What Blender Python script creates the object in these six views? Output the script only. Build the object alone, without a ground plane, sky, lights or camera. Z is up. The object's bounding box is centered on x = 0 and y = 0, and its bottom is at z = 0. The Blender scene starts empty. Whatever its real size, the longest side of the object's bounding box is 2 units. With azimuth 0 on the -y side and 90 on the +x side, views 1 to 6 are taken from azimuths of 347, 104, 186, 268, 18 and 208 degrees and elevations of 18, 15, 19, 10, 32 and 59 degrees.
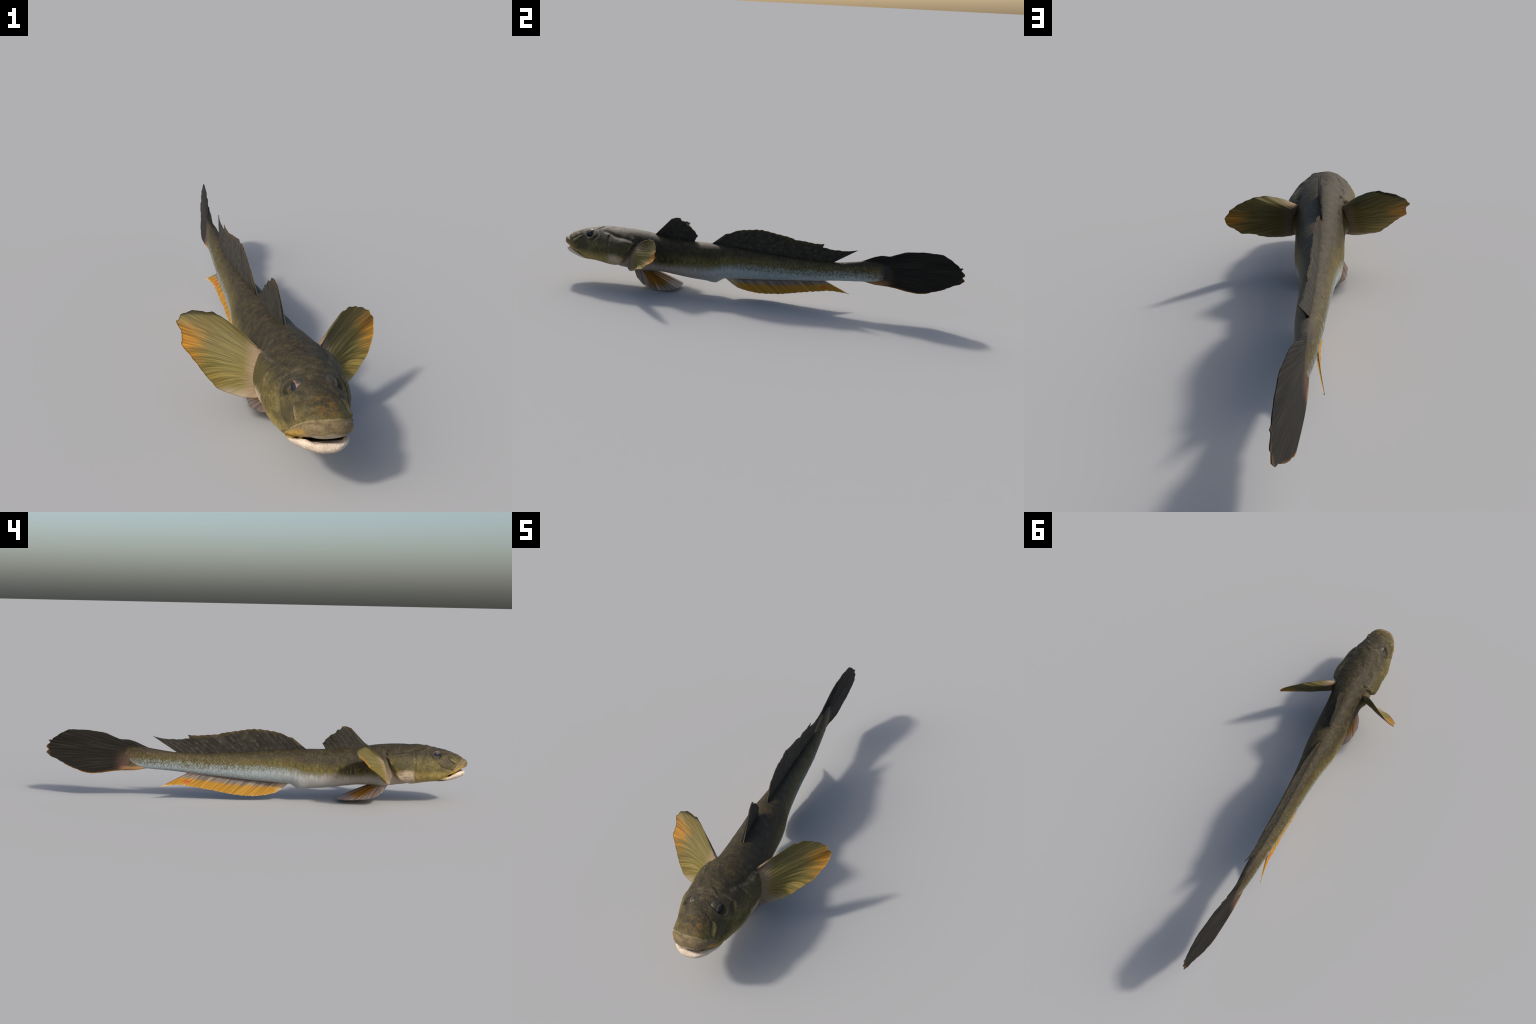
"""A long-bodied goby resting on its pelvic disc: lofted body, fan-built fins, node materials."""
import bpy, math
import numpy as np
from mathutils import Vector

rng = np.random.default_rng(7)

# ------------------------------------------------------------------ curves
def pchip(xs, vs):
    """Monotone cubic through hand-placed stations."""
    xs = np.asarray(xs, float); vs = np.asarray(vs, float)
    h = np.diff(xs); d = np.diff(vs) / h
    m = np.zeros(len(xs)); m[0], m[-1] = d[0], d[-1]
    for i in range(1, len(xs) - 1):
        if d[i - 1] * d[i] > 0:
            w1, w2 = 2 * h[i] + h[i - 1], h[i] + 2 * h[i - 1]
            m[i] = (w1 + w2) / (w1 / d[i - 1] + w2 / d[i])
    def f(x):
        x = np.clip(np.asarray(x, float), xs[0], xs[-1])
        i = np.clip(np.searchsorted(xs, x) - 1, 0, len(xs) - 2)
        t = (x - xs[i]) / h[i]
        return ((1 + 2 * t) * (1 - t) ** 2 * vs[i] + t * (1 - t) ** 2 * h[i] * m[i]
                + t * t * (3 - 2 * t) * vs[i + 1] + t * t * (t - 1) * h[i] * m[i + 1])
    return f

def table(rows):
    a = np.array(rows, float)
    return [pchip(a[:, 0], a[:, k]) for k in range(1, a.shape[1])]

def sstep(x, a, b):
    t = np.clip((x - a) / (b - a), 0, 1)
    return t * t * (3 - 2 * t)

def seg_dist(y, z, pts):
    """Distance of (y,z) to a polyline, and the signed side (+ = left of travel)."""
    best = np.full(np.shape(y), 9.0); side = np.zeros(np.shape(y))
    for (ay, az), (by, bz) in zip(pts[:-1], pts[1:]):
        dy, dz = by - ay, bz - az; L = dy * dy + dz * dz
        t = np.clip(((y - ay) * dy + (z - az) * dz) / L, 0, 1)
        ey, ez = y - ay - t * dy, z - az - t * dz
        d = np.hypot(ey, ez); k = d < best
        best = np.where(k, d, best); side = np.where(k, np.sign(dy * ez - dz * ey), side)
    return best, side

def resample(pts, n, smooth=True):
    """Points along a polyline by chord length."""
    p = np.array(pts, float)
    s = np.r_[0, np.cumsum(np.linalg.norm(np.diff(p, axis=0), axis=1))]; s /= s[-1]
    u = np.linspace(0, 1, n)
    return np.stack([np.interp(u, s, p[:, k]) for k in range(p.shape[1])], 1)

def lattice_noise(u, seed):
    """Smooth 1-D value noise."""
    r = np.random.default_rng(seed).uniform(-1, 1, 4096)
    i = np.floor(u).astype(int); t = u - i; t = t * t * (3 - 2 * t)
    return r[i % 4096] * (1 - t) + r[(i + 1) % 4096] * t

# ------------------------------------------------------------------ body profiles (metres, along y; snout at -1)
mid_x_line = table([(-1.01, -.012), (-.97, -.0115), (-.92, -.0135), (-.86, -.0125), (-.8, -.009), (-.74, -.006), (-.68, -.0045),
               (-.56, -.006), (-.48, -.0095), (-.38, -.0115), (-.26, -.015), (-.1, -.0185), (.05, -.019), (.3, -.017), (.42, -.018), (.52, -.019), (.64, -.017)])[0]
def mid_x(y):
    return mid_x_line(y) + .0021 * sstep(y, -.85, -.6)
top_z = table([(-1.002, .196), (-.9995, .202), (-.995, .208), (-.987, .2155), (-.975, .222), (-.961, .231), (-.938, .2405), (-.915, .25), (-.892, .257),
               (-.87, .262), (-.833, .2695), (-.8, .2765), (-.756, .280), (-.70, .281), (-.644, .280), (-.577, .276), (-.533, .270), (-.48, .262),
               (-.38, .2545), (-.32, .2505), (-.23, .2495), (-.15, .246), (0, .2365), (.15, .2275), (.3, .2235), (.38, .2245), (.42, .229), (.48, .2385), (.54, .2475), (.6, .246), (.64, .238), (.67, .222)])[0]
low_z = table([(-1.002, .191), (-.9995, .186), (-.994, .179), (-.985, .174), (-.97, .171), (-.95, .161), (-.921, .146), (-.895, .134), (-.878, .119),
               (-.86, .109), (-.8, .1015), (-.74, .091), (-.68, .0875), (-.62, .080), (-.56, .081), (-.48, .082), (-.42, .0765), (-.35, .0685), (-.3, .064),
               (-.24, .0605), (-.215, .0555), (-.2, .056), (-.18, .067), (-.155, .081), (-.1, .0865), (0, .094), (.15, .1085), (.3, .1235), (.42, .1375), (.48, .142), (.54, .147), (.6, .157), (.64, .168), (.67, .186)])[0]
half_w = table([(-1.002, .006), (-1.0, .0205), (-.995, .0335), (-.985, .047), (-.97, .0592), (-.945, .0705), (-.92, .0775), (-.89, .0845), (-.86, .0905),
                (-.8, .1005), (-.74, .102), (-.68, .0985), (-.62, .088), (-.56, .0805), (-.48, .0785), (-.38, .0765), (-.26, .074), (-.2, .069), (-.15, .062), (-.08, .0535),
                (0, .047), (.15, .040), (.3, .036), (.42, .029), (.52, .022), (.58, .0145), (.62, .0085), (.67, .002)])[0]
wide_z = table([(-1.002, .1935), (-.985, .190), (-.95, .176), (-.92, .163), (-.88, .154), (-.8, .160), (-.7, .168), (-.6, .168), (-.45, .160), (-.25, .150), (-.1, .155), (.15, .166), (.42, .183), (.67, .205)])[0]
low_e = table([(-1.01, .8), (-.97, .7), (-.9, .8), (-.85, 1.0), (-.7, 1.05), (-.5, 1.0), (.64, 1.0)])[0]
# rear rim of the gill cover, y as a function of z, and how far the cover stands off the trunk along y
cover_y = table([(.06, -.73), (.09, -.705), (.109, -.684), (.12, -.665), (.142, -.647), (.171, -.628), (.204, -.615), (.221, -.606), (.237, -.598), (.262, -.62), (.285, -.66)])[0]
cover_off = table([(-.86, 0), (-.8, .004), (-.74, .009), (-.68, .0165), (-.64, .0205), (-.6, .019)])[0]

def body_loft(ny=640, nt=240):
    u = np.linspace(0, 1, ny)
    y = -1.002 + 1.672 * np.where(u < .12, (u / .12) ** 2 * .06, .06 + (u - .12) / .88 * .94)
    y = np.unique(np.concatenate([y, np.linspace(-.72, -.57, 90)]))
    th = np.linspace(0, 2 * np.pi, nt, endpoint=False)
    Y, T = np.meshgrid(y, th, indexing='ij')
    c, s = np.cos(T), np.sin(T)
    zt, zl, a, zw = top_z(Y), low_z(Y), half_w(Y), wide_z(Y)
    zw = np.clip(zw, zl + .15 * (zt - zl), zt - .15 * (zt - zl))
    e = np.where(s < 0, low_e(Y), .95)
    Zc = np.where(s >= 0, zw + (zt - zw) * np.abs(s), zw - (zw - zl) * np.abs(s) ** e)
    X = a * np.sign(c) * np.abs(c) ** .95
    # gill cover: stands off the trunk, ends at a free rim
    cover = cover_off(Y) * sstep(Zc, .085, .125) * (1 - sstep(Zc, .225, .262)) * sstep(cover_y(Zc) + .004 * np.sin(Zc * 95 + 1) + .0022 * np.sin(Zc * 260) - Y, -.004, .010)
    # gill membrane under the throat, a lower step
    X = X + np.sign(c) * cover * np.abs(c) ** .35
    V = np.stack([mid_x(Y) + X, Y, Zc], -1)
    return V

def ring_mesh(V):
    n, m = V.shape[:2]
    verts = V.reshape(-1, 3)
    i = np.arange(n - 1)[:, None] * m; j = np.arange(m)[None]; k = (j + 1) % m
    q = np.stack([i + j, i + k, i + m + k, i + m + j], -1).reshape(-1, 4)
    verts = np.vstack([verts, V[0].mean(0), V[-1].mean(0)])
    a, b = n * m, n * m + 1
    j = np.arange(m); k = (j + 1) % m; L = (n - 1) * m
    faces = [tuple(f) for f in q] + [(a, int(y_), int(x_)) for x_, y_ in zip(j, k)] + [(b, int(L + x_), int(L + y_)) for x_, y_ in zip(j, k)]
    return verts, faces

# lower jaw: a shallow scoop under the upper lip
jaw_top = table([(-.992, .1475), (-.989, .154), (-.982, .160), (-.972, .1625), (-.95, .1575), (-.93, .150), (-.90, .136), (-.83, .125)])[0]
jaw_low = table([(-.992, .146), (-.9905, .142), (-.986, .137), (-.966, .1275), (-.932, .1165), (-.899, .1105), (-.86, .1075), (-.83, .108)])[0]
jaw_w = table([(-.992, .008), (-.990, .021), (-.985, .034), (-.975, .046), (-.96, .0555), (-.94, .0615), (-.91, .068), (-.88, .0705), (-.83, .070)])[0]
def jaw_loft(ny=120, nt=160):
    u = np.linspace(0, 1, ny); y = -.992 + .162 * u ** 1.6
    th = np.linspace(0, 2 * np.pi, nt, endpoint=False)
    Y, T = np.meshgrid(y, th, indexing='ij'); c, s = np.cos(T), np.sin(T)
    zt, zl, a = jaw_top(Y), jaw_low(Y), jaw_w(Y)
    zw = zl + .84 * (zt - zl)
    X = a * np.sign(c) * np.abs(c) ** .78
    zt = zt + .004 * sstep(np.abs(X), .03, .05)
    Zc = np.where(s >= 0, zw + (zt - zw) * s, zw + (zw - zl) * s)
    # floor of the mouth is scooped inside the lip rim
    scoop = np.where(s > 0, 1 - sstep(np.abs(X) / a, .55, .9), 0) * sstep(Y, -.985, -.965) * .006
    return np.stack([mid_x(Y) + .001 + X, Y, Zc - scoop], -1)

# ------------------------------------------------------------------ mesh helpers
def mesh_obj(name, verts, faces, mat, parent=None, smooth=True):
    me = bpy.data.meshes.new(name)
    me.from_pydata(np.asarray(verts).tolist(), [], [tuple(int(i) for i in f) for f in faces])
    me.update()
    if smooth:
        me.polygons.foreach_set('use_smooth', np.ones(len(me.polygons), bool))
    ob = bpy.data.objects.new(name, me)
    bpy.context.scene.collection.objects.link(ob)
    if mat: me.materials.append(mat)
    if parent: ob.parent = parent
    return ob

# ------------------------------------------------------------------ node mini-language
class G:
    def __init__(self, name):
        self.mat = bpy.data.materials.new(name); self.mat.use_nodes = True
        self.nt = self.mat.node_tree; self.nt.nodes.clear()
        self.tc = self.new('ShaderNodeTexCoord').outputs['Object']
        s = self.new('ShaderNodeSeparateXYZ'); self.nt.links.new(self.tc, s.inputs[0])
        self.x, self.y, self.z = [S(self, o) for o in s.outputs]
    def new(self, t): return self.nt.nodes.new(t)
    def put(self, sock, v):
        if isinstance(v, S): self.nt.links.new(v.o, sock)
        elif isinstance(v, bpy.types.NodeSocket): self.nt.links.new(v, sock)
        elif isinstance(v, (tuple, list)): sock.default_value = (*v, 1.0) if len(v) == 3 and len(sock.default_value) == 4 else v
        else: sock.default_value = v
    def math(self, op, *a):
        n = self.new('ShaderNodeMath'); n.operation = op
        for i, v in enumerate(a): self.put(n.inputs[i], v)
        return S(self, n.outputs[0])
    def vec(self, x, y, z):
        n = self.new('ShaderNodeCombineXYZ')
        for i, v in enumerate((x, y, z)): self.put(n.inputs[i], v)
        return n.outputs[0]
    def noise(self, v=None, scale=1., detail=3., rough=.55, dist=0.):
        n = self.new('ShaderNodeTexNoise'); self.put(n.inputs['Vector'], v or self.tc)
        n.inputs['Scale'].default_value = scale; n.inputs['Detail'].default_value = detail
        n.inputs['Roughness'].default_value = rough; n.inputs['Distortion'].default_value = dist
        return S(self, n.outputs['Fac'])
    def voro(self, v, scale=1., rand=1., feature='F1', out='Distance'):
        n = self.new('ShaderNodeTexVoronoi'); n.feature = feature
        self.put(n.inputs['Vector'], v); n.inputs['Scale'].default_value = scale; n.inputs['Randomness'].default_value = rand
        return S(self, n.outputs[out])
    def ss(self, v, a, b, lo=0., hi=1.):
        n = self.new('ShaderNodeMapRange'); n.interpolation_type = 'SMOOTHSTEP'
        self.put(n.inputs[0], v); self.put(n.inputs[1], a); self.put(n.inputs[2], b)
        n.inputs[3].default_value = lo; n.inputs[4].default_value = hi
        return S(self, n.outputs[0])
    def curve(self, v, pts):
        """Piecewise function of v through (in, out) stations."""
        lo, hi = pts[0][0], pts[-1][0]; vals = [p[1] for p in pts]; a, b = min(vals), max(vals)
        n = self.new('ShaderNodeFloatCurve'); c = n.mapping.curves[0]
        P = [((x - lo) / (hi - lo), (w - a) / ((b - a) or 1)) for x, w in pts]
        c.points[0].location = P[0]; c.points[1].location = P[-1]
        for p in P[1:-1]: c.points.new(*p)
        n.mapping.update()
        self.put(n.inputs['Value'], (v - lo) * (1 / (hi - lo)))
        return S(self, n.outputs[0]) * (b - a) + a
    def mix(self, f, a, b, mode='MIX'):
        n = self.new('ShaderNodeMix'); n.data_type = 'RGBA'; n.blend_type = mode
        self.put(n.inputs[0], f); self.put(n.inputs[6], a); self.put(n.inputs[7], b)
        return n.outputs[2]
    def ramp(self, f, stops):
        n = self.new('ShaderNodeValToRGB'); cr = n.color_ramp
        cr.elements[0].position, cr.elements[0].color = stops[0][0], (*stops[0][1], 1)
        cr.elements[1].position, cr.elements[1].color = stops[-1][0], (*stops[-1][1], 1)
        for p, c in stops[1:-1]:
            e = cr.elements.new(p); e.color = (*c, 1)
        self.put(n.inputs[0], f); return n.outputs[0]
    def scale_col(self, col, f):
        n = self.new('ShaderNodeVectorMath'); n.operation = 'SCALE'
        self.put(n.inputs[0], col); self.put(n.inputs['Scale'], f); return n.outputs[0]
    def finish(self, col, rough=.5, bump=None, bump_d=.002, spec=.35, **kw):
        b = self.new('ShaderNodeBsdfPrincipled'); o = self.new('ShaderNodeOutputMaterial')
        self.put(b.inputs['Base Color'], col); self.put(b.inputs['Roughness'], rough)
        b.inputs['Specular IOR Level'].default_value = spec
        for k, v in kw.items(): self.put(b.inputs[k.replace('_', ' ')], v)
        if bump is not None:
            n = self.new('ShaderNodeBump'); n.inputs['Strength'].default_value = 1; n.inputs['Distance'].default_value = bump_d
            self.put(n.inputs['Height'], bump); self.nt.links.new(n.outputs[0], b.inputs['Normal'])
        self.nt.links.new(b.outputs[0], o.inputs[0])
        return self.mat
class S:
    def __init__(self, g, o): self.g, self.o = g, o
    def __add__(self, b): return self.g.math('ADD', self, b)
    __radd__ = __add__
    def __sub__(self, b): return self.g.math('SUBTRACT', self, b)
    def __rsub__(self, b): return self.g.math('SUBTRACT', b, self)
    def __mul__(self, b): return self.g.math('MULTIPLY', self, b)
    __rmul__ = __mul__
    def __truediv__(self, b): return self.g.math('DIVIDE', self, b)
    def abs(self): return self.g.math('ABSOLUTE', self)
    def min(self, b): return self.g.math('MINIMUM', self, b)
    def max(self, b): return self.g.math('MAXIMUM', self, b)
def srgb(r, g, b):
    f = lambda v: (v / 255 / 12.92) if v < 10.3 else ((v / 255 + .055) / 1.055) ** 2.4
    return (f(r) * ALBEDO, f(g) * ALBEDO, f(b) * ALBEDO)
ALBEDO = .74   # picture tone of a sunlit patch -> surface colour

# ------------------------------------------------------------------ materials
def flesh_end(g):
    """0 on the scaly tail stalk, 1 on the rays; a rounded border shared by skin and tail fin."""
    n = g.noise(None, 70, 3, .6)
    return g.ss(g.y + (g.z - .2) * (g.z - .2) * 4 + (n - .5) * .05, .597, .635)

def skin_material():
    g = G('goby_skin'); x, y, z = g.x, g.y, g.z
    ax = (x + .012).abs()
    streak = g.noise(g.vec(x * 110, y * 120, z * 34), 1, 4, .62)          # short upright flecks
    cloud = g.noise(None, 14, 4, .6)
    mott = g.noise(None, 42, 5, .68)
    fine = g.noise(None, 190, 4, .65)
    # lower limit of the brown flank
    zb = g.curve(y, [(-.7, .128), (-.6, .130), (-.53, .136), (-.46, .131), (-.38, .134), (-.24, .138), (-.18, .147), (-.12, .155), (0, .157), (.1, .158), (.2, .160), (.33, .166), (.47, .176), (.6, .176)])
    h = z - zb + (streak - .5) * .046 + (mott - .5) * .022
    # scales: diamond lattice on the side, clearest toward the tail
    sc = g.voro(g.vec(x * 10, y * 66 + z * 62, z * 62 - y * 66), 1, .55)
    scale_on = g.ss(y, -.2, .25)
    lines = g.noise(g.vec(x * 60 + z * 60, y * 190 + x * 60, z * 60), 1, 3, .6)
    back = g.ramp(mott * .42 + fine * .28 + lines * .3, [(.39, srgb(38, 33, 22)), (.5, srgb(57, 49, 31)), (.61, srgb(82, 71, 42))])
    flank = g.ramp(streak * .65 + fine * .35, [(.33, srgb(52, 48, 28)), (.47, srgb(88, 78, 39)), (.58, srgb(118, 104, 50)), (.70, srgb(122, 122, 92))])
    tailflank = g.ramp(sc * .75 + (fine - .5) * .45 + (mott - .5) * .5, [(.04, srgb(124, 122, 100)), (.22, srgb(100, 90, 56)), (.46, srgb(76, 66, 40)), (.75, srgb(54, 47, 30))])
    flank = g.mix(scale_on * .8, flank, tailflank)
    pale_scale = g.ramp(sc * .7 + (fine - .5) * .5, [(.05, srgb(158, 174, 174)), (.32, srgb(122, 128, 116)), (.55, srgb(86, 80, 58))])
    belly = g.mix(g.ss(y + (cloud - .5) * .2, -.46, .04), srgb(184, 173, 162), srgb(174, 187, 189))
    belly = g.mix(g.ss(fine * .5 + streak * .5, .44, .62) * .5, belly, srgb(136, 142, 142))
    belly = g.mix(g.ss(y, -.2, .1) * g.ss(sc + (fine - .5) * .4, .2, .55) * .3, belly, srgb(124, 130, 130))
    belly = g.mix(g.ss(mott, .55, .7) * .35, belly, srgb(190, 190, 182))
    # pinkish brown line right at the anal fin
    keel = g.ss(g.ss(y, -.2, -.1) * (g.curve(y, [(-.2, .07), (-.1, .088), (0, .096), (.15, .111), (.3, .126), (.42, .139), (.6, .15)]) - z + .004), 0., .006)
    belly = g.mix(keel * .75, belly, srgb(112, 96, 92))
    col = g.mix(g.ss(h, -.024, .022), belly, flank)
    halo = g.ss(h, -.012, .002) * g.ss(h, .026, .006) * g.ss(y, -.22, .0)
    col = g.mix(halo * .75, col, pale_scale)
    col = g.mix(g.ss(h + (cloud - .5) * .05, .024, .072), col, back)
    # dusky shoulder patch behind the pectoral fin
    sh = g.ss(g.math('SQRT', ((y + .44) * .9) * ((y + .44) * .9) + (z - .165) * (z - .165) * 4), .085, .02)
    col = g.mix(sh * g.ss(streak, .65, .4) * .75, col, srgb(40, 37, 25))
    # stalk of the tail: dark above, rosy where the rays start
    col = g.mix(g.ss(y, .33, .5) * g.ss(z - (y - .42) * .12 + (mott - .5) * .02, .200, .228) * .85, col, srgb(52, 45, 36))
    col = g.mix(g.ss(y + (fine - .5) * .04, .56, .62) * g.ss(z, .24, .17) * .45, col, srgb(140, 110, 98))
    col = g.mix(flesh_end(g), col, srgb(46, 42, 39))
    # ---------------- head
    tone = mott * .5 + fine * .35 + cloud * .15
    hd = g.ramp(tone, [(.38, srgb(41, 37, 27)), (.5, srgb(63, 56, 39)), (.62, srgb(89, 78, 50))])
    cheek = g.ramp(tone, [(.38, srgb(60, 54, 32)), (.5, srgb(94, 84, 47)), (.62, srgb(124, 110, 62))])
    lowhd = g.ramp(tone, [(.38, srgb(128, 110, 58)), (.5, srgb(164, 143, 80)), (.62, srgb(190, 168, 108))])
    pale = g.ramp(tone, [(.38, srgb(182, 160, 134)), (.58, srgb(224, 202, 178))])
    hz = z + (cloud - .5) * .03 + (mott - .5) * .03
    head = g.mix(g.ss(hz, .205, .250), cheek, hd)
    head = g.mix(g.ss(hz, .176, .136), head, lowhd)
    # darker blotch over the upper gill cover
    bl = g.ss(g.math('SQRT', (y + .68) * (y + .68) * .7 + (z - .2) * (z - .2) * 1.5), .055, .02)
    head = g.mix(bl * g.ss(mott, .38, .55) * .6, head, srgb(58, 54, 36))
    # pale patch of the gill cover, throat
    op = g.ss(g.math('SQRT', (y + .695) * (y + .695) + (z - .132) * (z - .130) * 1.3) + (mott - .5) * .06, .062, .016)
    head = g.mix(op * .9, head, pale)
    head = g.mix(g.ss(hz, .122, .100), head, g.mix(g.ss(y, -.82, -.7), srgb(162, 146, 108), srgb(190, 170, 150)))
    # bony lines: pale ridges beside the preopercle seam, above the gill cover and along the rim
    pre = g.ss((y + .727 + (z - .19) * .05 + (cloud - .5) * .03).abs(), .007, .001) * g.ss(z, .11, .13) * g.ss(z, .258, .235)
    head = g.mix(pre * .45 * g.ss(mott, .4, .62), head, srgb(140, 128, 98))
    ridge = g.ss((z - g.curve(y, [(-.8, .262), (-.764, .260), (-.731, .254), (-.709, .245), (-.676, .241), (-.637, .237), (-.602, .227)]) + (mott - .5) * .008).abs(), .004, .0005) * g.ss(y, -.78, -.75)
    head = g.mix(ridge * .6 * g.ss(mott, .38, .6), head, srgb(136, 128, 110))
    edge_y = y - g.curve(z, [(.06, -.73), (.09, -.705), (.12, -.667), (.142, -.648), (.171, -.629), (.204, -.616), (.237, -.60), (.262, -.60), (.29, -.60)])
    rim = g.ss(edge_y, -.012, -.003) * g.ss(z, .24, .225) * g.ss(z, .10, .13)
    head = g.mix(rim * .45, head, srgb(158, 146, 112))
    # rusty forehead blotch, dusky snout flank, dark eye surround, pale nostril tube
    rust = g.ss(g.math('SQRT', (y + .945) * (y + .945) + ax * ax * 1.2), .05, .01)
    head = g.mix(rust * .7 * g.ss(mott, .4, .58), head, srgb(112, 84, 38))
    snout = g.ss(g.math('SQRT', (y + .885) * (y + .885) * 1.2 + (z - .2) * (z - .2) * 2), .05, .025)
    head = g.mix(snout * .6 * g.ss(ax, .035, .055), head, srgb(66, 58, 42))
    er = g.math('SQRT', (y + .842) * (y + .842) + (z - .246) * (z - .246) * 1.2)
    head = g.mix(g.ss(er, .034, .024) * .55 * g.ss(ax, .02, .03), head, srgb(58, 54, 42))
    nos = g.ss(g.math('SQRT', (y + .922) * (y + .922) + (z - .212) * (z - .212)), .024, .014) * g.ss((y + .920 - (z - .213) * 1.47).abs(), .010, .003) * g.ss(ax, .035, .045)
    head = g.mix(nos * .6, head, srgb(150, 132, 92))
    fold = g.ss((y + .812 - ax * ax * 3 + (mott - .5) * .02).abs(), .006, .001) * g.ss(z, .24, .255)
    head = g.mix(fold * .28 * g.ss(mott, .36, .58), head, srgb(112, 106, 84))
    nape = g.ss(y + (cloud - .5) * .06, -.80, -.73) * g.ss(hz, .222, .262)
    head = g.mix(nape, head, back)
    col = g.mix(g.ss(edge_y, .004, -.004), col, head)
    # bare shoulder skin right behind the rim
    bare = g.ss(edge_y, .0, .006) * g.ss(edge_y, .055, .03) * g.ss(z, .225, .19)
    col = g.mix(bare * .8, col, g.mix(g.ss(z + (mott - .5) * .03, .12, .18), srgb(170, 150, 132), srgb(98, 88, 66)))
    # upper lip: olive, yellow toward the corner, a whitish lower rim
    lipz = z - g.curve(y, [(-1.01, .19), (-.985, .174), (-.97, .171), (-.95, .161), (-.921, .146), (-.89, .132), (-.86, .118)])
    liptop = g.curve(y, [(-1.01, .225), (-.979, .217), (-.962, .208), (-.945, .193), (-.93, .180), (-.905, .157), (-.883, .142), (-.86, .13)])
    lip = g.ss(z - liptop, .003, -.003) * g.ss(y + (mott - .5) * .015, -.885, -.905) * g.ss(lipz, -.003, .000)
    lipc = g.mix(g.ss(tone, .4, .6), srgb(104, 88, 62), srgb(134, 116, 84))
    yel = g.ss(lipz + (mott - .5) * .018, .030, .010) * g.ss(y, -.985, -.955)
    lipc = g.mix(yel * .9, lipc, g.mix(g.ss(tone, .4, .6), srgb(178, 136, 46), srgb(204, 162, 72)))
    lipc = g.mix(g.ss(lipz + (mott - .5) * .014, .013, .002) * g.ss(y, -.93, -.975) * .85, lipc, srgb(206, 192, 164))
    col = g.mix(lip * .92, col, lipc)
    crease = g.ss((z - liptop - .001).abs(), .0032, .0008) * g.ss(y, -.90, -.93) * g.ss(mott, .35, .55)
    col = g.mix(crease * .55, col, srgb(160, 146, 108))
    # lower jaw: creamy white
    col = g.mix(g.ss(lipz, -.004, -.012) * g.ss(z + (mott - .5) * .01, .128, .116) * g.ss(y, -.80, -.87) * .85, col, srgb(172, 154, 132))
    jaw = g.ss(lipz, .000, -.003) * g.ss(y + (cloud - .5) * .05 + (z - .12) * -.8, -.85, -.905)
    jawc = g.mix(g.ss(tone, .4, .6), srgb(206, 184, 160), srgb(240, 224, 204))
    col = g.mix(jaw, col, jawc)
    # mouth cavity
    inside = g.ss(ax - half_in(g, y), .002, -.006) * g.ss(lipz.abs(), .014, .010) * g.ss(lipz, .002, -.001)
    col = g.mix(inside, col, srgb(72, 56, 42))
    bump = (1 - sc) * scale_on * .45 + fine * .5 + streak * .35 + mott * .4
    return g.finish(col, .6, bump, .0026, .2)
def half_in(g, y):
    return g.curve(y, [(-1.01, 0), (-.99, .0), (-.98, .022), (-.965, .040), (-.945, .052), (-.91, .062), (-.88, .068)])

def fan_angle(g, u, v):
    return g.math('ARCTAN2', v, u)

def pectoral_material(name, sx):
    """Yellow-olive fan, orange upper tip, rosy root, white lower edge. sx = side (-1 or +1)."""
    g = G(name); X = g.x * sx
    u, v = X + .0, g.z - .165
    ang = fan_angle(g, u, v); r = g.math('SQRT', u * u + v * v)
    ray = g.noise(g.vec(ang * 30, r * 9, 0), 1, 3, .6)
    ray2 = g.noise(g.vec(ang * 90, r * 8, 3), 1, 2, .6)
    cl = g.noise(None, 22, 3, .6)
    tone = ray * .5 + ray2 * .5
    base = g.ramp(tone, [(.32, srgb(82, 73, 36)), (.47, srgb(114, 103, 54)), (.6, srgb(138, 126, 72)), (.74, srgb(156, 144, 94))])
    up = g.ss(v + (cl - .5) * .03, .0, .075)
    base = g.mix(up * .6, base, g.ramp(ray2, [(.35, srgb(76, 70, 44)), (.65, srgb(118, 108, 72))]))
    orange = g.ss(r + (ray - .5) * .16, .205, .29) * g.ss(v + (cl - .5) * .05, -.035, .03) * g.ss(v + (cl - .5) * .03, .115, .06)
    base = g.mix(orange * .85, base, g.ramp(ray2, [(.35, srgb(156, 102, 30)), (.65, srgb(212, 148, 48))]))
    tip = g.ss(r + (ray - .5) * .10, .13, .26) * g.ss(v, .01, -.04)
    base = g.mix(tip * .55, base, g.ramp(tone, [(.38, srgb(104, 82, 32)), (.6, srgb(184, 146, 66))]))
    low = g.ss(g.z + (ray2 - .5) * .016 + (X - .1) * -.06, .126, .098)
    base = g.mix(low * .85, base, srgb(206, 188, 164))
    root = g.ss(X + (cl - .5) * .03 + v * .15, .135, .098)
    base = g.mix(root * .85, base, g.ramp(ray2, [(.3, srgb(120, 98, 72)), (.7, srgb(172, 148, 124))]))
    rim = g.ss(g.z + X * .12, .304, .314)
    base = g.mix(rim * .8, base, srgb(40, 33, 22))
    return g.finish(base, .6, ray2 * .5 + ray * .5, .002, .14)

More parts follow.
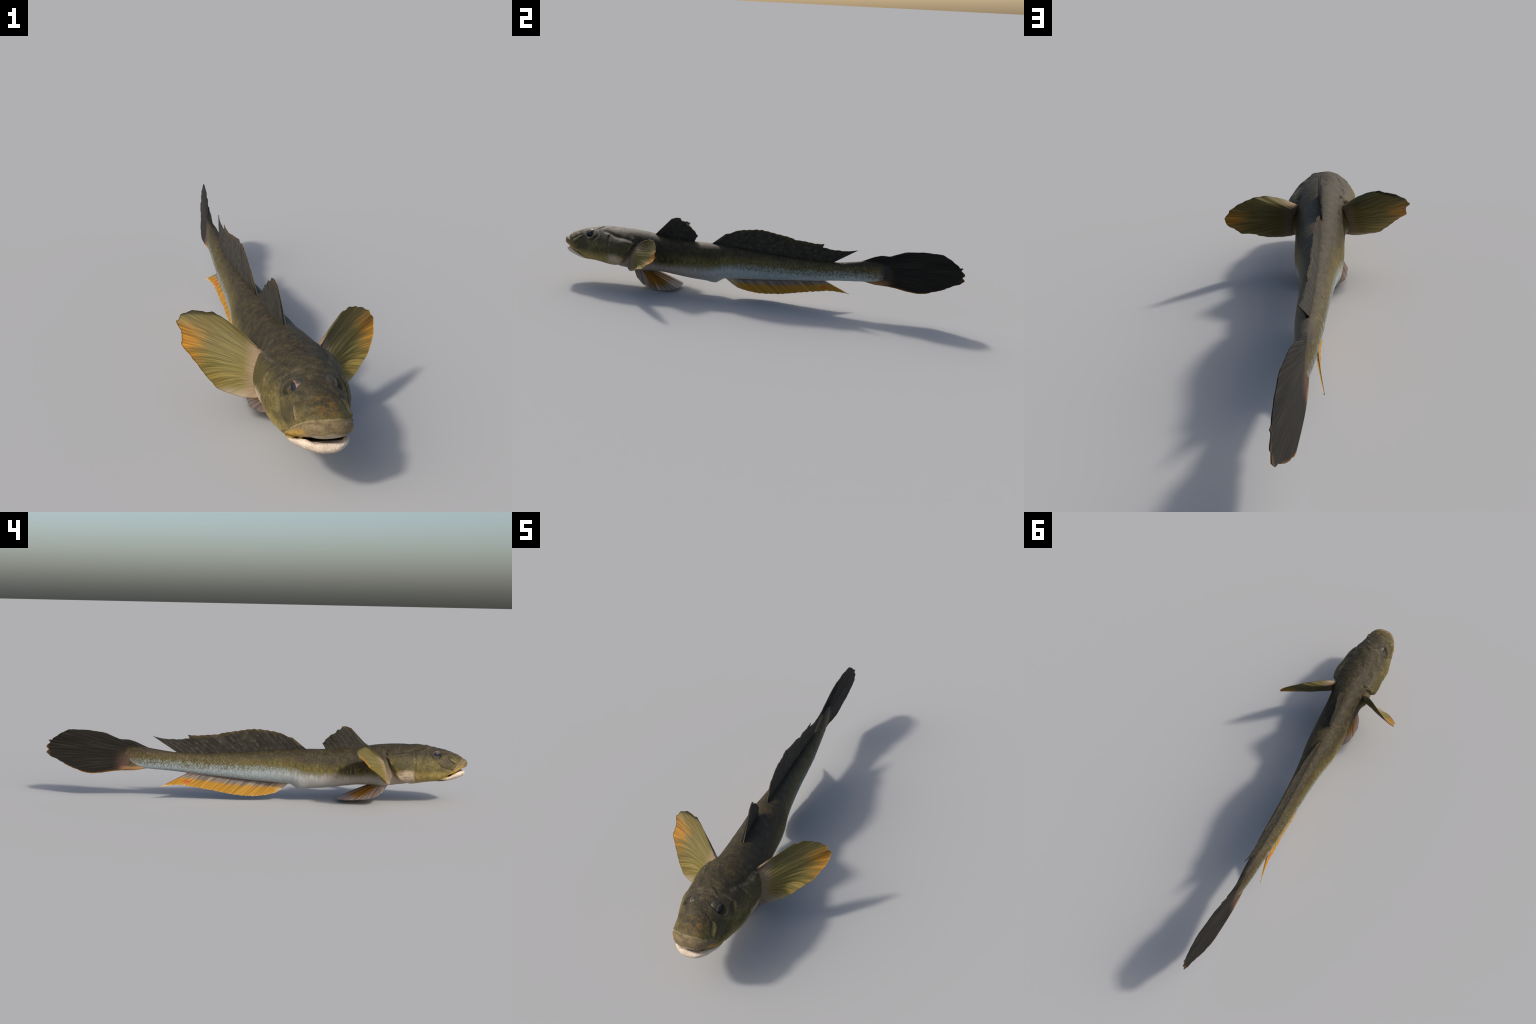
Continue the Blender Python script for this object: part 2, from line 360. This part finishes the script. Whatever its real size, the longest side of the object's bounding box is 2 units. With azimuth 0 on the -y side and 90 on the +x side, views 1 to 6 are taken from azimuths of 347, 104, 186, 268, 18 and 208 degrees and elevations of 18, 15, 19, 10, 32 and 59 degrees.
def dorsal_material():
    g = G('goby_dorsal_fin'); y, z = g.y, g.z
    ray = g.noise(g.vec(0, (y - z * .95) * 130, z * 12), 1, 2, .6)
    spots = g.voro(g.vec(0, (y - z * .5) * 46, z * 62), 1, .9)
    cl = g.noise(None, 20, 3, .6)
    col = g.ramp(ray, [(.30, srgb(42, 39, 34)), (.52, srgb(50, 47, 39)), (.78, srgb(61, 58, 48))])
    col = g.mix(g.ss(spots, .34, .12) * g.ss(y, -.3, -.2) * .45, col, srgb(98, 90, 58))
    col = g.mix(g.ss(spots, .48, .7) * .65, col, srgb(32, 30, 29))
    edge = g.curve(y, [(-.53, .29), (-.5, .31), (-.45, .345), (-.41, .358), (-.36, .335), (-.30, .30), (-.23, .27), (-.16, .303), (-.07, .332), (.015, .34), (.12, .327), (.25, .307), (.32, .303), (.4, .3), (.5, .31)])
    e = g.ss(z - edge + (cl - .5) * .016, -.016, .001)
    grit = g.noise(None, 210, 3, .65)
    col = g.mix(g.ss(grit, .45, .68) * .4, col, srgb(72, 69, 56))
    col = g.mix(e * .38, col, srgb(100, 78, 38))
    dark = g.ss(y, .3, .45)
    col = g.mix(dark * .5, col, srgb(42, 39, 33))
    return g.finish(col, .5, ray, .002, .14)

def anal_material():
    g = G('goby_anal_fin'); y, z = g.y, g.z
    ray = g.noise(g.vec(0, (y + z * 1.1) * 95, z * 6), 1, 2, .6)
    base = g.curve(y, [(-.2, .07), (-.153, .083), (-.1, .0865), (0, .094), (.15, .1085), (.3, .1235), (.38, .128), (.46, .11)])
    d = base - z                                   # depth below the belly line
    full = g.curve(y, [(-.2, .02), (-.12, .025), (-.09, .047), (0, .07), (.1, .079), (.2, .072), (.3, .062), (.38, .055), (.46, .045)])
    t = d / full + (ray - .5) * .45
    stripes = g.ramp(ray, [(.33, srgb(92, 84, 77)), (.5, srgb(126, 117, 108)), (.72, srgb(164, 153, 140))])
    gold = g.ramp(ray, [(.3, srgb(140, 104, 36)), (.5, srgb(172, 125, 41)), (.72, srgb(194, 146, 60))])
    col = g.mix(g.ss(t, .22, .52), stripes, gold)
    col = g.mix(g.ss(t, .95, 1.12) * .6, col, srgb(226, 196, 140))
    col = g.mix(g.ss(d, .012, .0), col, srgb(108, 92, 88))
    red = g.ss(g.math('SQRT', (y - .335) * (y - .335) + (z - .088) * (z - .088) * 4), .03, .006)
    col = g.mix(red * .75, col, srgb(180, 76, 40))
    col = g.mix(g.ss(y, -.07, -.13) * .6, col, srgb(200, 186, 170))
    return g.finish(col, .5, ray, .002, .14)

def tail_material():
    g = G('goby_tail_fin'); y, z = g.y, g.z
    ang = fan_angle(g, y - .42, z - .2); r = y - .42
    ray = g.noise(g.vec(ang * 70, r * 5, 0), 1, 2, .6)
    fleck = g.noise(g.vec(ang * 160, r * 40, 0), 1, 2, .6)
    col = g.ramp(ray, [(.3, srgb(29, 28, 25)), (.52, srgb(39, 37, 33)), (.75, srgb(54, 52, 46))])
    col = g.mix(g.ss(fleck, .66, .78) * g.ss(z, .28, .25) * .6, col, srgb(104, 96, 88))
    cl = g.noise(None, 24, 3, .6)
    lowedge = g.curve(y, [(.52, .146), (.59, .137), (.65, .136), (.7, .1315), (.75, .123), (.79, .1185), (.825, .124), (.89, .149), (.94, .178), (1., .21)])
    e = g.ss(z - lowedge + (cl - .5) * .006, .006, .0) * g.ss(y, .96, .8)
    col = g.mix(e * .75, col, srgb(150, 98, 36))
    end = g.ss(g.math('SQRT', (y - .75) * (y - .75) + (z - .235) * (z - .235) * 3.4) + (cl - .5) * .04, .234, .248)
    col = g.mix(end * .4, col, srgb(112, 80, 40))
    rosy = g.ss(y + (fleck - .5) * .06, .69, .61) * g.ss(z, .245, .19)
    col = g.mix(rosy * .5, col, srgb(120, 90, 80))
    low = g.ss(y + (cl - .5) * .05, .68, .58) * g.ss(z - lowedge, .03, .008)
    col = g.mix(low * .8, col, srgb(186, 142, 92))
    # scaly flesh runs a little way out over the ray bases
    sc = g.voro(g.vec(g.x * 10, y * 66 + z * 62, z * 62 - y * 66), 1, .55)
    fine = g.noise(None, 190, 4, .65)
    flesh = g.ramp(sc * .75 + (fine - .5) * .45, [(.05, srgb(126, 124, 108)), (.24, srgb(102, 92, 66)), (.48, srgb(76, 67, 45)), (.75, srgb(56, 49, 34))])
    fm = (1 - flesh_end(g)) * g.ss(z + (cl - .5) * .02, .153, .166) * g.ss(z + (cl - .5) * .02, .254, .238)
    col = g.mix(fm, col, flesh)
    return g.finish(col, .55, ray, .002, .06)

def pelvic_material():
    g = G('goby_pelvic_fin'); x, y, z = g.x, g.y, g.z
    u, v = y + .62, x + .008
    ang = fan_angle(g, u, v); r = g.math('SQRT', u * u + v * v)
    ray = g.noise(g.vec(ang * 26, r * 4, 0), 1, 2, .6)
    pale = g.ramp(ray, [(.3, srgb(122, 108, 100)), (.5, srgb(152, 135, 124)), (.7, srgb(186, 166, 150))])
    gold = g.ramp(ray, [(.3, srgb(112, 72, 18)), (.5, srgb(150, 98, 26)), (.7, srgb(182, 130, 54))])
    t = r / g.curve(ang.abs(), [(0, .235), (.35, .22), (.6, .15), (1.0, .095), (1.6, .06)]) + (ray - .5) * .3
    col = g.mix(g.ss(t, .28, .42) * g.ss(t, .92, .74) * g.ss(ang.abs() + (ray - .5) * .5, .78, .5), pale, gold)
    return g.finish(col, .5, ray, .002, .14)

def eye_material():
    """Concentric on the pupil axis: object x axis points out of the pupil."""
    g = G('goby_eye')
    r = g.math('SQRT', g.y * g.y + g.z * g.z * 1.25) / .0255
    f = g.noise(None, 160, 3, .6)
    front = g.ss(g.x, 0., .004)
    skin = g.ramp(f, [(.35, srgb(50, 48, 40)), (.65, srgb(72, 68, 54))])
    iris = g.mix(g.ss(f, .4, .6), srgb(158, 112, 86), srgb(112, 80, 62))
    pup = srgb(30, 36, 52)
    col = g.mix(g.ss(r + (f - .5) * .12, .74, .66), skin, iris)
    col = g.mix(g.ss(r, .62, .56), col, pup)
    col = g.mix(front, skin, col)
    return g.finish(col, .42, None, 0, .25)

# ------------------------------------------------------------------ root
fish = bpy.data.objects.new('goby_fish', None)
bpy.context.scene.collection.objects.link(fish)
fish['label'] = 'long slender brown goby fish with yellow fins'
fish['category'] = 'fish'

skin = skin_material()

# ------------------------------------------------------------------ body: union of loft and jaw, then skin relief
def build_body():
    va, fa = ring_mesh(body_loft()); vb, fb = ring_mesh(jaw_loft())
    verts = np.vstack([va, vb]); faces = list(fa) + [tuple(i + len(va) for i in f) for f in fb]
    ob = mesh_obj('body_union', verts, faces, None)
    m = ob.modifiers.new('r', 'REMESH'); m.mode = 'VOXEL'; m.voxel_size = .0021; m.use_smooth_shade = True
    s = ob.modifiers.new('s', 'SMOOTH'); s.factor = .5; s.iterations = 4
    dg = bpy.context.evaluated_depsgraph_get()
    me = bpy.data.meshes.new_from_object(ob.evaluated_get(dg))
    bpy.data.objects.remove(ob)
    n = len(me.vertices)
    V = np.empty(n * 3); me.vertices.foreach_get('co', V); V = V.reshape(-1, 3)
    N = np.empty(n * 3); me.vertices.foreach_get('normal', N); N = N.reshape(-1, 3)
    F = [tuple(p.vertices) for p in me.polygons]
    bpy.data.meshes.remove(me)
    return V, N, F

EYES = [(np.array((-.0445, -.843, .2375)), np.array((-.0705, -.8465, .2405))), (np.array((.0205, -.847, .2405)), np.array((.0485, -.8505, .2435)))]

def relief(V, N):
    x, y, z = V.T; c = mid_x(y); sx = np.abs(x - c)
    side = sstep(np.abs(N[:, 0]), .1, .4); head = 1 - sstep(y, -.62, -.58)
    d = np.zeros(len(V))
    def groove(pts, w, depth, lip=0., wl=None, weight=side):
        dist, sd = seg_dist(y, z, pts)
        d_ = -depth * np.exp(-(dist / w) ** 2)
        if lip: d_ = d_ + lip * np.exp(-((dist - w * 1.8) / (wl or w)) ** 2) * (sd > 0)
        return d_ * weight * head
    # preopercle seam, with a low swelling on both sides
    d += groove([(-.737, .250), (-.733, .227), (-.733, .194), (-.735, .178), (-.727, .156), (-.734, .130), (-.745, .115)], .0065, .0036)
    # crease over the gill cover and its ridge
    d += groove([(-.60, .236), (-.637, .246), (-.676, .250), (-.709, .254), (-.735, .262), (-.77, .266)], .006, .0036)
    # jaw muscle edge from behind the eye to the mouth
    d += groove([(-.800, .240), (-.826, .221), (-.843, .204), (-.862, .186), (-.89, .174), (-.915, .170)], .005, .0035, .0015, .006)
    # crease above the upper lip
    lip_pts = [(-.990, .216), (-.980, .2165), (-.962, .208), (-.945, .193), (-.93, .180), (-.905, .157), (-.883, .141), (-.865, .130)]
    dist, sd = seg_dist(y, z, lip_pts)
    front = (y < -.86) & (N[:, 2] > -.75)
    d += np.where(front, -.0035 * np.exp(-(dist / .0035) ** 2) + .0012 * np.exp(-((dist - .010) / .007) ** 2) * (z < np.interp(y, [-1, -.979, -.945, -.905, -.865], [.22, .217, .193, .157, .130])), 0)
    # nostril tube and pit
    nos = [(-.903, .225), (-.921, .212), (-.934, .204)]
    dist, _ = seg_dist(y, z, nos); nm = sstep(sx, .03, .045)
    d += nm * (.0045 * np.exp(-(dist / .0045) ** 2) - .002 * np.exp(-((dist - .010) / .004) ** 2))
    pit = np.hypot(y + .915, np.hypot(sx - .034, (z - .236) * .6)); d -= .003 * np.exp(-(pit / .006) ** 2)
    # furrow across the nape behind the eyes, raised skin fold ahead of it
    yn = -.800 + .010 * np.cos(sx * 90) - .02 * sstep(sx, .04, .08)
    topm = sstep(N[:, 2], .25, .6)
    d += topm * (-.0022 * np.exp(-((y - yn) / .005) ** 2) + .0016 * np.exp(-((y - yn + .012) / .006) ** 2))
    # small creases on the crown
    d += topm * -.0012 * np.exp(-((y + .828) / .003) ** 2) * (sx < .03)
    d += topm * (1 - sstep(y, -.86, -.8)) * .0005 * np.sin(y * 210 + 3 * np.sin(sx * 60))
    # eye sockets: raised rim round a pit
    for ctr, pup in EYES:
        s = np.sign(ctr[0] + .012); m = (np.sign(x - c) == s)
        r = np.hypot(y - pup[1], (z - pup[2] - .002) * 1.05)
        d += m * sstep(sx, .015, .03) * (.0020 * np.exp(-((r - .0225) / .005) ** 2) - .010 * (1 - sstep(r, .0125, .0195)))
    # cheek and gill-cover swellings
    def bulge(y0, z0, ry, rz, amt):
        q = ((y - y0) / ry) ** 2 + ((z - z0) / rz) ** 2
        return amt * np.exp(-q) * side * head
    d += bulge(-.785, .185, .036, .045, .0055) + bulge(-.675, .20, .035, .04, .002)
    d += bulge(-.895, .19, .022, .018, -.0025)
    # fleshy root of the pectoral fin, behind the gill opening
    q = ((y + .595) / .034) ** 2 + ((z - .145) / .055) ** 2
    d += .015 * np.exp(-q) * side * sstep(y - cover_y(z), .0, .012)
    # gill membrane fold under the throat
    mem = seg_dist(y, z, [(-.684, .109), (-.70, .097), (-.72, .090)])[0]
    d += -.003 * np.exp(-(mem / .005) ** 2) * (y < -.6)
    # fine folds of the cheek and crown
    hw = (1 - sstep(y, -.68, -.60)) * sstep(y, -.985, -.95) * sstep(z, .12, .15)
    d += hw * .0026 * lattice_noise(y * 62 + z * 30 + 900, 11) * lattice_noise(z * 70 + np.abs(x) * 40 - y * 20 + 700, 12)
    d += hw * .0007 * lattice_noise(y * 210 + x * 120 + 900, 13) * lattice_noise(z * 200 + x * 150 + 700, 14)
    # skin lumps
    d += .0007 * lattice_noise(y * 60 + 500, 3) * lattice_noise(z * 70 + x * 50 + 300, 4)
    V = V + N * d[:, None]
    return V

V, N, F = build_body()
V = relief(V, N)
tmp = mesh_obj('body_tmp', V, F, None)
nv = len(tmp.data.vertices); NB = np.empty(nv * 3); tmp.data.vertices.foreach_get('normal', NB); NB = NB.reshape(-1, 3)
bpy.data.meshes.remove(tmp.data)

def split_body(V, N, F):
    fa = np.array([f if len(f) == 4 else (*f, f[-1]) for f in F])
    cen = V[fa].mean(1); x, y, z = cen.T
    lipz = np.interp(y, [-1.01, -.985, -.97, -.95, -.921, -.89, -.86], [.19, .174, .171, .161, .146, .132, .118])
    liptop = np.interp(y, [-1.01, -.979, -.962, -.945, -.93, -.905, -.883, -.865], [.217, .217, .208, .193, .180, .157, .142, .13])
    reg = np.zeros(len(F), int)                               # 0 trunk
    hd = y < cover_y(z); reg[hd] = 1
    reg[hd & (y > -.733) & (z < .256) & (z > .105) & (x < mid_x(y))] = 2
    reg[hd & (y > -.733) & (z < .256) & (z > .105) & (x >= mid_x(y))] = 3
    reg[(y < -.885) & (z < liptop) & (z > lipz - .003)] = 4
    reg[(y < -.875) & (z <= lipz - .003)] = 5
    reg[y > .385] = 6
    names = ['trunk', 'head', 'gill_cover', 'gill_cover', 'upper_lip', 'lower_jaw', 'tail']
    for k, nm in enumerate(names):
        sel = np.nonzero(reg == k)[0]
        if not len(sel): continue
        used = np.unique(fa[sel]); mp = np.full(len(V), -1); mp[used] = np.arange(len(used))
        ob = mesh_obj(nm, V[used], [tuple(mp[list(F[i])]) for i in sel], skin, fish)
        ob.data.normals_split_custom_set_from_vertices(N[used].tolist())
split_body(V, NB, F)

# ------------------------------------------------------------------ fins
def fin(name, mat, base, edge, place, n_ray, thick=(.006, .0016), ns=None, nt=36, ridge=.0009, notch=.02, seed=1, bow=None, lobes=0.):
    """A fan of rays from the base line to the free edge.
    base/edge: control points (any dimension), place(P2)->xyz and unit normal."""
    ns = ns or n_ray * 8 + 1
    B, E = resample(base, ns), resample(edge, ns)
    s = np.linspace(0, 1, ns)
    # membrane drawn in between the ray tips, a little ragged
    cell = s * n_ray; saw = np.abs(cell - np.round(cell)) * 2
    rag = 1 + notch * .3 - notch * (.35 * saw ** 1.5 + .65 * np.clip(lattice_noise(cell * 1.1 + seed * 31, seed), 0, 1) * np.sin(np.pi * s) ** .3)
    rag = rag - notch * .35 * np.clip(lattice_noise(cell * 3.3 + seed * 17, seed + 50), .1, 1)
    t = np.linspace(0, 1, nt) ** .9
    P = B[:, None] + (E - B)[:, None] * (t[None, :, None] * (1 + (rag[:, None, None] - 1) * t[None, :, None] ** 3))
    pos = place(P)
    if lobes:             # twin-lobed cup: each half swells outward
        sw = lobes * np.sin(2 * np.pi * s)[:, None] * np.sin(np.pi * t ** .9)[None]
        pos = pos + np.stack([-sw, 0 * sw, np.abs(sw) * .9], -1)
    if bow is not None:   # the blade is cupped: its middle stands off the plane of its outline
        pos = pos + np.asarray(bow) * ((4 * s * (1 - s))[:, None] ** .8 * np.sin(np.pi * t ** 1.1)[None])[..., None]
    du = np.gradient(pos, axis=0); dv = np.gradient(pos, axis=1)
    nn = np.cross(du, dv); nn /= np.linalg.norm(nn, axis=-1, keepdims=True) + 1e-12
    pos = pos + nn * (.0028 * lattice_noise(cell * .7 + seed * 7, seed + 90)[:, None] * (t[None] * np.sin(np.pi * s)[:, None] ** .5))[..., None]
    th = thick[1] + (thick[0] - thick[1]) * (1 - t) ** 2
    rd = .5 + .5 * np.cos(2 * np.pi * cell)
    wav = .6 * ridge * np.sin(2 * np.pi * cell + 1)[:, None] * np.sin(np.pi * np.clip(t, 0, 1))[None] ** .5
    half = th[None] * .5 + ridge * (rd[:, None] ** 2) * (1 - .5 * t[None])
    A = pos + nn * (half + wav)[..., None]; C = pos - nn * (half - wav)[..., None]
    verts = np.vstack([A.reshape(-1, 3), C.reshape(-1, 3)]); o = ns * nt
    idx = np.arange(o).reshape(ns, nt); f = []
    q = np.stack([idx[:-1, :-1], idx[1:, :-1], idx[1:, 1:], idx[:-1, 1:]], -1).reshape(-1, 4)
    f += q.tolist(); f += (q[:, ::-1] + o).tolist()
    ring = np.concatenate([idx[:, 0], idx[-1, 1:], idx[-2::-1, -1], idx[0, -2:0:-1]])
    k = np.roll(ring, -1)
    f += np.stack([ring, ring + o, k + o, k], -1)[:, ::-1].tolist()
    ob = mesh_obj(name, verts, f, mat, fish)
    return ob

def sheet_yz(fx):
    def place(P):
        y, z = P[..., 0], P[..., 1]
        return np.stack([fx(y, z), y, z], -1)
    return place
def sheet_xz(fy):
    def place(P):
        x, z = P[..., 0], P[..., 1]
        return np.stack([x, fy(x, z), z], -1)
    return place

dorsal = dorsal_material()
def x_first(y, z):
    u, w = y + .45, z - .25
    return -.0148 + .0715 * w - .2052 * w * w - .0801 * u - .6863 * u * w + .3 * u * u
fin('dorsal_fin', dorsal,
    [(-.526, .262), (-.46, .253), (-.39, .248), (-.324, .244)],
    [(-.441, .352), (-.430, .3565), (-.410, .361), (-.398, .359), (-.390, .349), (-.373, .343), (-.364, .328), (-.346, .321), (-.329, .305), (-.318, .297), (-.315, .287), (-.304, .279), (-.312, .268)],
    sheet_yz(x_first), 8, notch=.05, seed=2, thick=(.008, .002))

def x_second(y, z):
    u, w = y - .1, z - .25
    return -.0222 - .0195 * w + .4011 * w * w + .0065 * u + .304 * u * w + .0592 * u * u
fin('dorsal_fin', dorsal,
    [(-.236, .243), (-.15, .240), (0, .231), (.15, .222), (.3, .218), (.373, .219)],
    [(-.163, .303), (-.14, .308), (-.114, .322), (-.068, .334), (-.008, .341), (.015, .342), (.061, .338), (.121, .328), (.162, .321), (.19, .313), (.254, .308), (.305, .305), (.332, .3085), (.327, .293), (.369, .2875), (.429, .286), (.462, .290), (.496, .2985)],
    sheet_yz(x_second), 22, notch=.05, seed=5, thick=(.008, .0018))

def x_anal(y, z):
    u, w = y - .15, z - .1
    return -.02 + .1335 * w - .4526 * w * w - .0416 * u - .1509 * u * u * sstep(u, -.1, .2)
fin('anal_fin', anal_material(),
    [(-.158, .090), (-.1, .094), (0, .102), (.15, .117), (.27, .128), (.320, .134)],
    [(-.118, .056), (-.089, .038), (-.042, .027), (.009, .022), (.042, .021), (.102, .027), (.149, .035), (.205, .045), (.265, .057), (.307, .064), (.344, .070), (.39, .073), (.458, .065)],
    sheet_yz(x_anal), 20, notch=.06, seed=9, thick=(.008, .0016), ridge=.0012)

def x_tail(y, z):
    u, w = y - .6, z - .2
    f = -.0173 + .0134 * w - .87 * w * w * sstep(u, -.05, .1) + .0996 * u + .3369 * u * w - .089 * u * u
    k = sstep(y, .50, .63)              # rays leave from the middle of the stalk
    return mid_x(np.minimum(y, .6)) * (1 - k) + f * k
fin('tail_fin', tail_material(),
    [(.515, .243), (.545, .235), (.56, .215), (.565, .195), (.56, .175), (.545, .158), (.515, .150)],
    [(.522, .2475), (.545, .258), (.575, .2725), (.607, .2815), (.644, .283), (.670, .286), (.695, .297), (.714, .308), (.737, .315), (.769, .319), (.806, .323), (.829, .324), (.89, .323), (.93, .304), (.96, .282), (.976, .271),
     (.989, .271), (.979, .260), (.995, .247), (.997, .236), (.991, .226), (.998, .213), (.984, .195), (.942, .177), (.919, .163), (.891, .148), (.853, .135), (.825, .123), (.788, .118), (.751, .122), (.696, .131), (.65, .135), (.589, .136), (.55, .143), (.522, .1475)],
    sheet_yz(x_tail), 30, ns=361, nt=60, bow=(-.0085, 0, 0), notch=.022, seed=12, thick=(.016, .002), ridge=.0007)

def y_pos(x, z):
    u, w = x - .2, z - .17
    return -.5404 + .3573 * w + 3.2739 * w * w + .9115 * u - .5755 * u * w + 2.307 * u * u
fin('pectoral_fin', pectoral_material('goby_pectoral_fin_shaded', 1),
    [(.052, .208), (.058, .18), (.06, .15), (.058, .118)],
    [(.085, .231), (.110, .253), (.128, .264), (.161, .282), (.195, .287), (.227, .279), (.257, .267), (.269, .256), (.277, .244), (.291, .232), (.284, .204), (.27, .184), (.252, .160), (.219, .142), (.199, .130), (.167, .115), (.134, .107), (.100, .105)],
    sheet_xz(y_pos), 19, nt=48, bow=(0, .043, -.004), notch=.03, seed=15, thick=(.028, .0018), ridge=.0005)
def y_neg(x, z):
    u, w = x + .2, z - .17
    return -.5606 + .658 * w + .5937 * w * w - .389 * u - 2.2369 * u * w + .5115 * u * u
fin('pectoral_fin', pectoral_material('goby_pectoral_fin_sunlit', -1),
    [(-.064, .206), (-.07, .18), (-.072, .15), (-.07, .118)],
    [(-.090, .226), (-.127, .258), (-.161, .28), (-.198, .295), (-.214, .292), (-.246, .29), (-.268, .282), (-.291, .259), (-.280, .234), (-.282, .212), (-.254, .18), (-.22, .144), (-.197, .124), (-.144, .106), (-.100, .105)],
    sheet_xz(y_neg), 19, nt=48, bow=(0, .026, -.004), notch=.03, seed=18, thick=(.028, .0018), ridge=.0005)

def arch(P):
    return P
fin('pelvic_fin', pelvic_material(),
    [(-.022, -.622, .086), (-.018, -.590, .088), (-.010, -.566, .086), (-.004, -.558, .0845), (.004, -.566, .086), (.012, -.590, .088), (.015, -.622, .086)],
    [(-.030, -.600, .050), (-.074, -.559, .031), (-.091, -.511, .0235), (-.090, -.46, .0205), (-.084, -.423, .020), (-.068, -.395, .018), (-.045, -.382, .0145), (-.020, -.384, .0095), (.005, -.386, .0085), (.03, -.388, .008), (.052, -.398, .0065), (.066, -.43, .0032), (.069, -.49, .0016), (.056, -.556, .018), (.03, -.602, .044)],
    arch, 14, nt=40, lobes=.006, notch=.03, seed=21, thick=(.010, .0018), ridge=.0009)

# ------------------------------------------------------------------ eyes
eye_mat = eye_material()
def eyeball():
    me = bpy.data.meshes.new('eye'); nu, nw = 64, 40; R = .0243
    vs = [(R, 0, 0)]
    for i in range(1, nw):
        a = math.pi * i / nw
        for j in range(nu):
            b = 2 * math.pi * j / nu
            vs.append((R * math.cos(a), R * math.sin(a) * math.cos(b), R * math.sin(a) * math.sin(b)))
    vs.append((-R, 0, 0)); fs = []
    for j in range(nu): fs.append((0, 1 + j, 1 + (j + 1) % nu))
    for i in range(nw - 2):
        for j in range(nu):
            a, b = 1 + i * nu + j, 1 + i * nu + (j + 1) % nu; fs.append((a, a + nu, b + nu, b))
    L = len(vs) - 1; o = 1 + (nw - 2) * nu
    for j in range(nu): fs.append((L, o + (j + 1) % nu, o + j))
    me.from_pydata(vs, [], fs); me.polygons.foreach_set('use_smooth', np.ones(len(fs), bool)); me.materials.append(eye_mat)
    return me
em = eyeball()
for ctr, pup in EYES:
    ob = bpy.data.objects.new('eye', em); bpy.context.scene.collection.objects.link(ob); ob.parent = fish
    ob.location = ctr; dv = Vector(pup - ctr)
    ob.rotation_mode = 'QUATERNION'; ob.rotation_quaternion = dv.to_track_quat('X', 'Z')
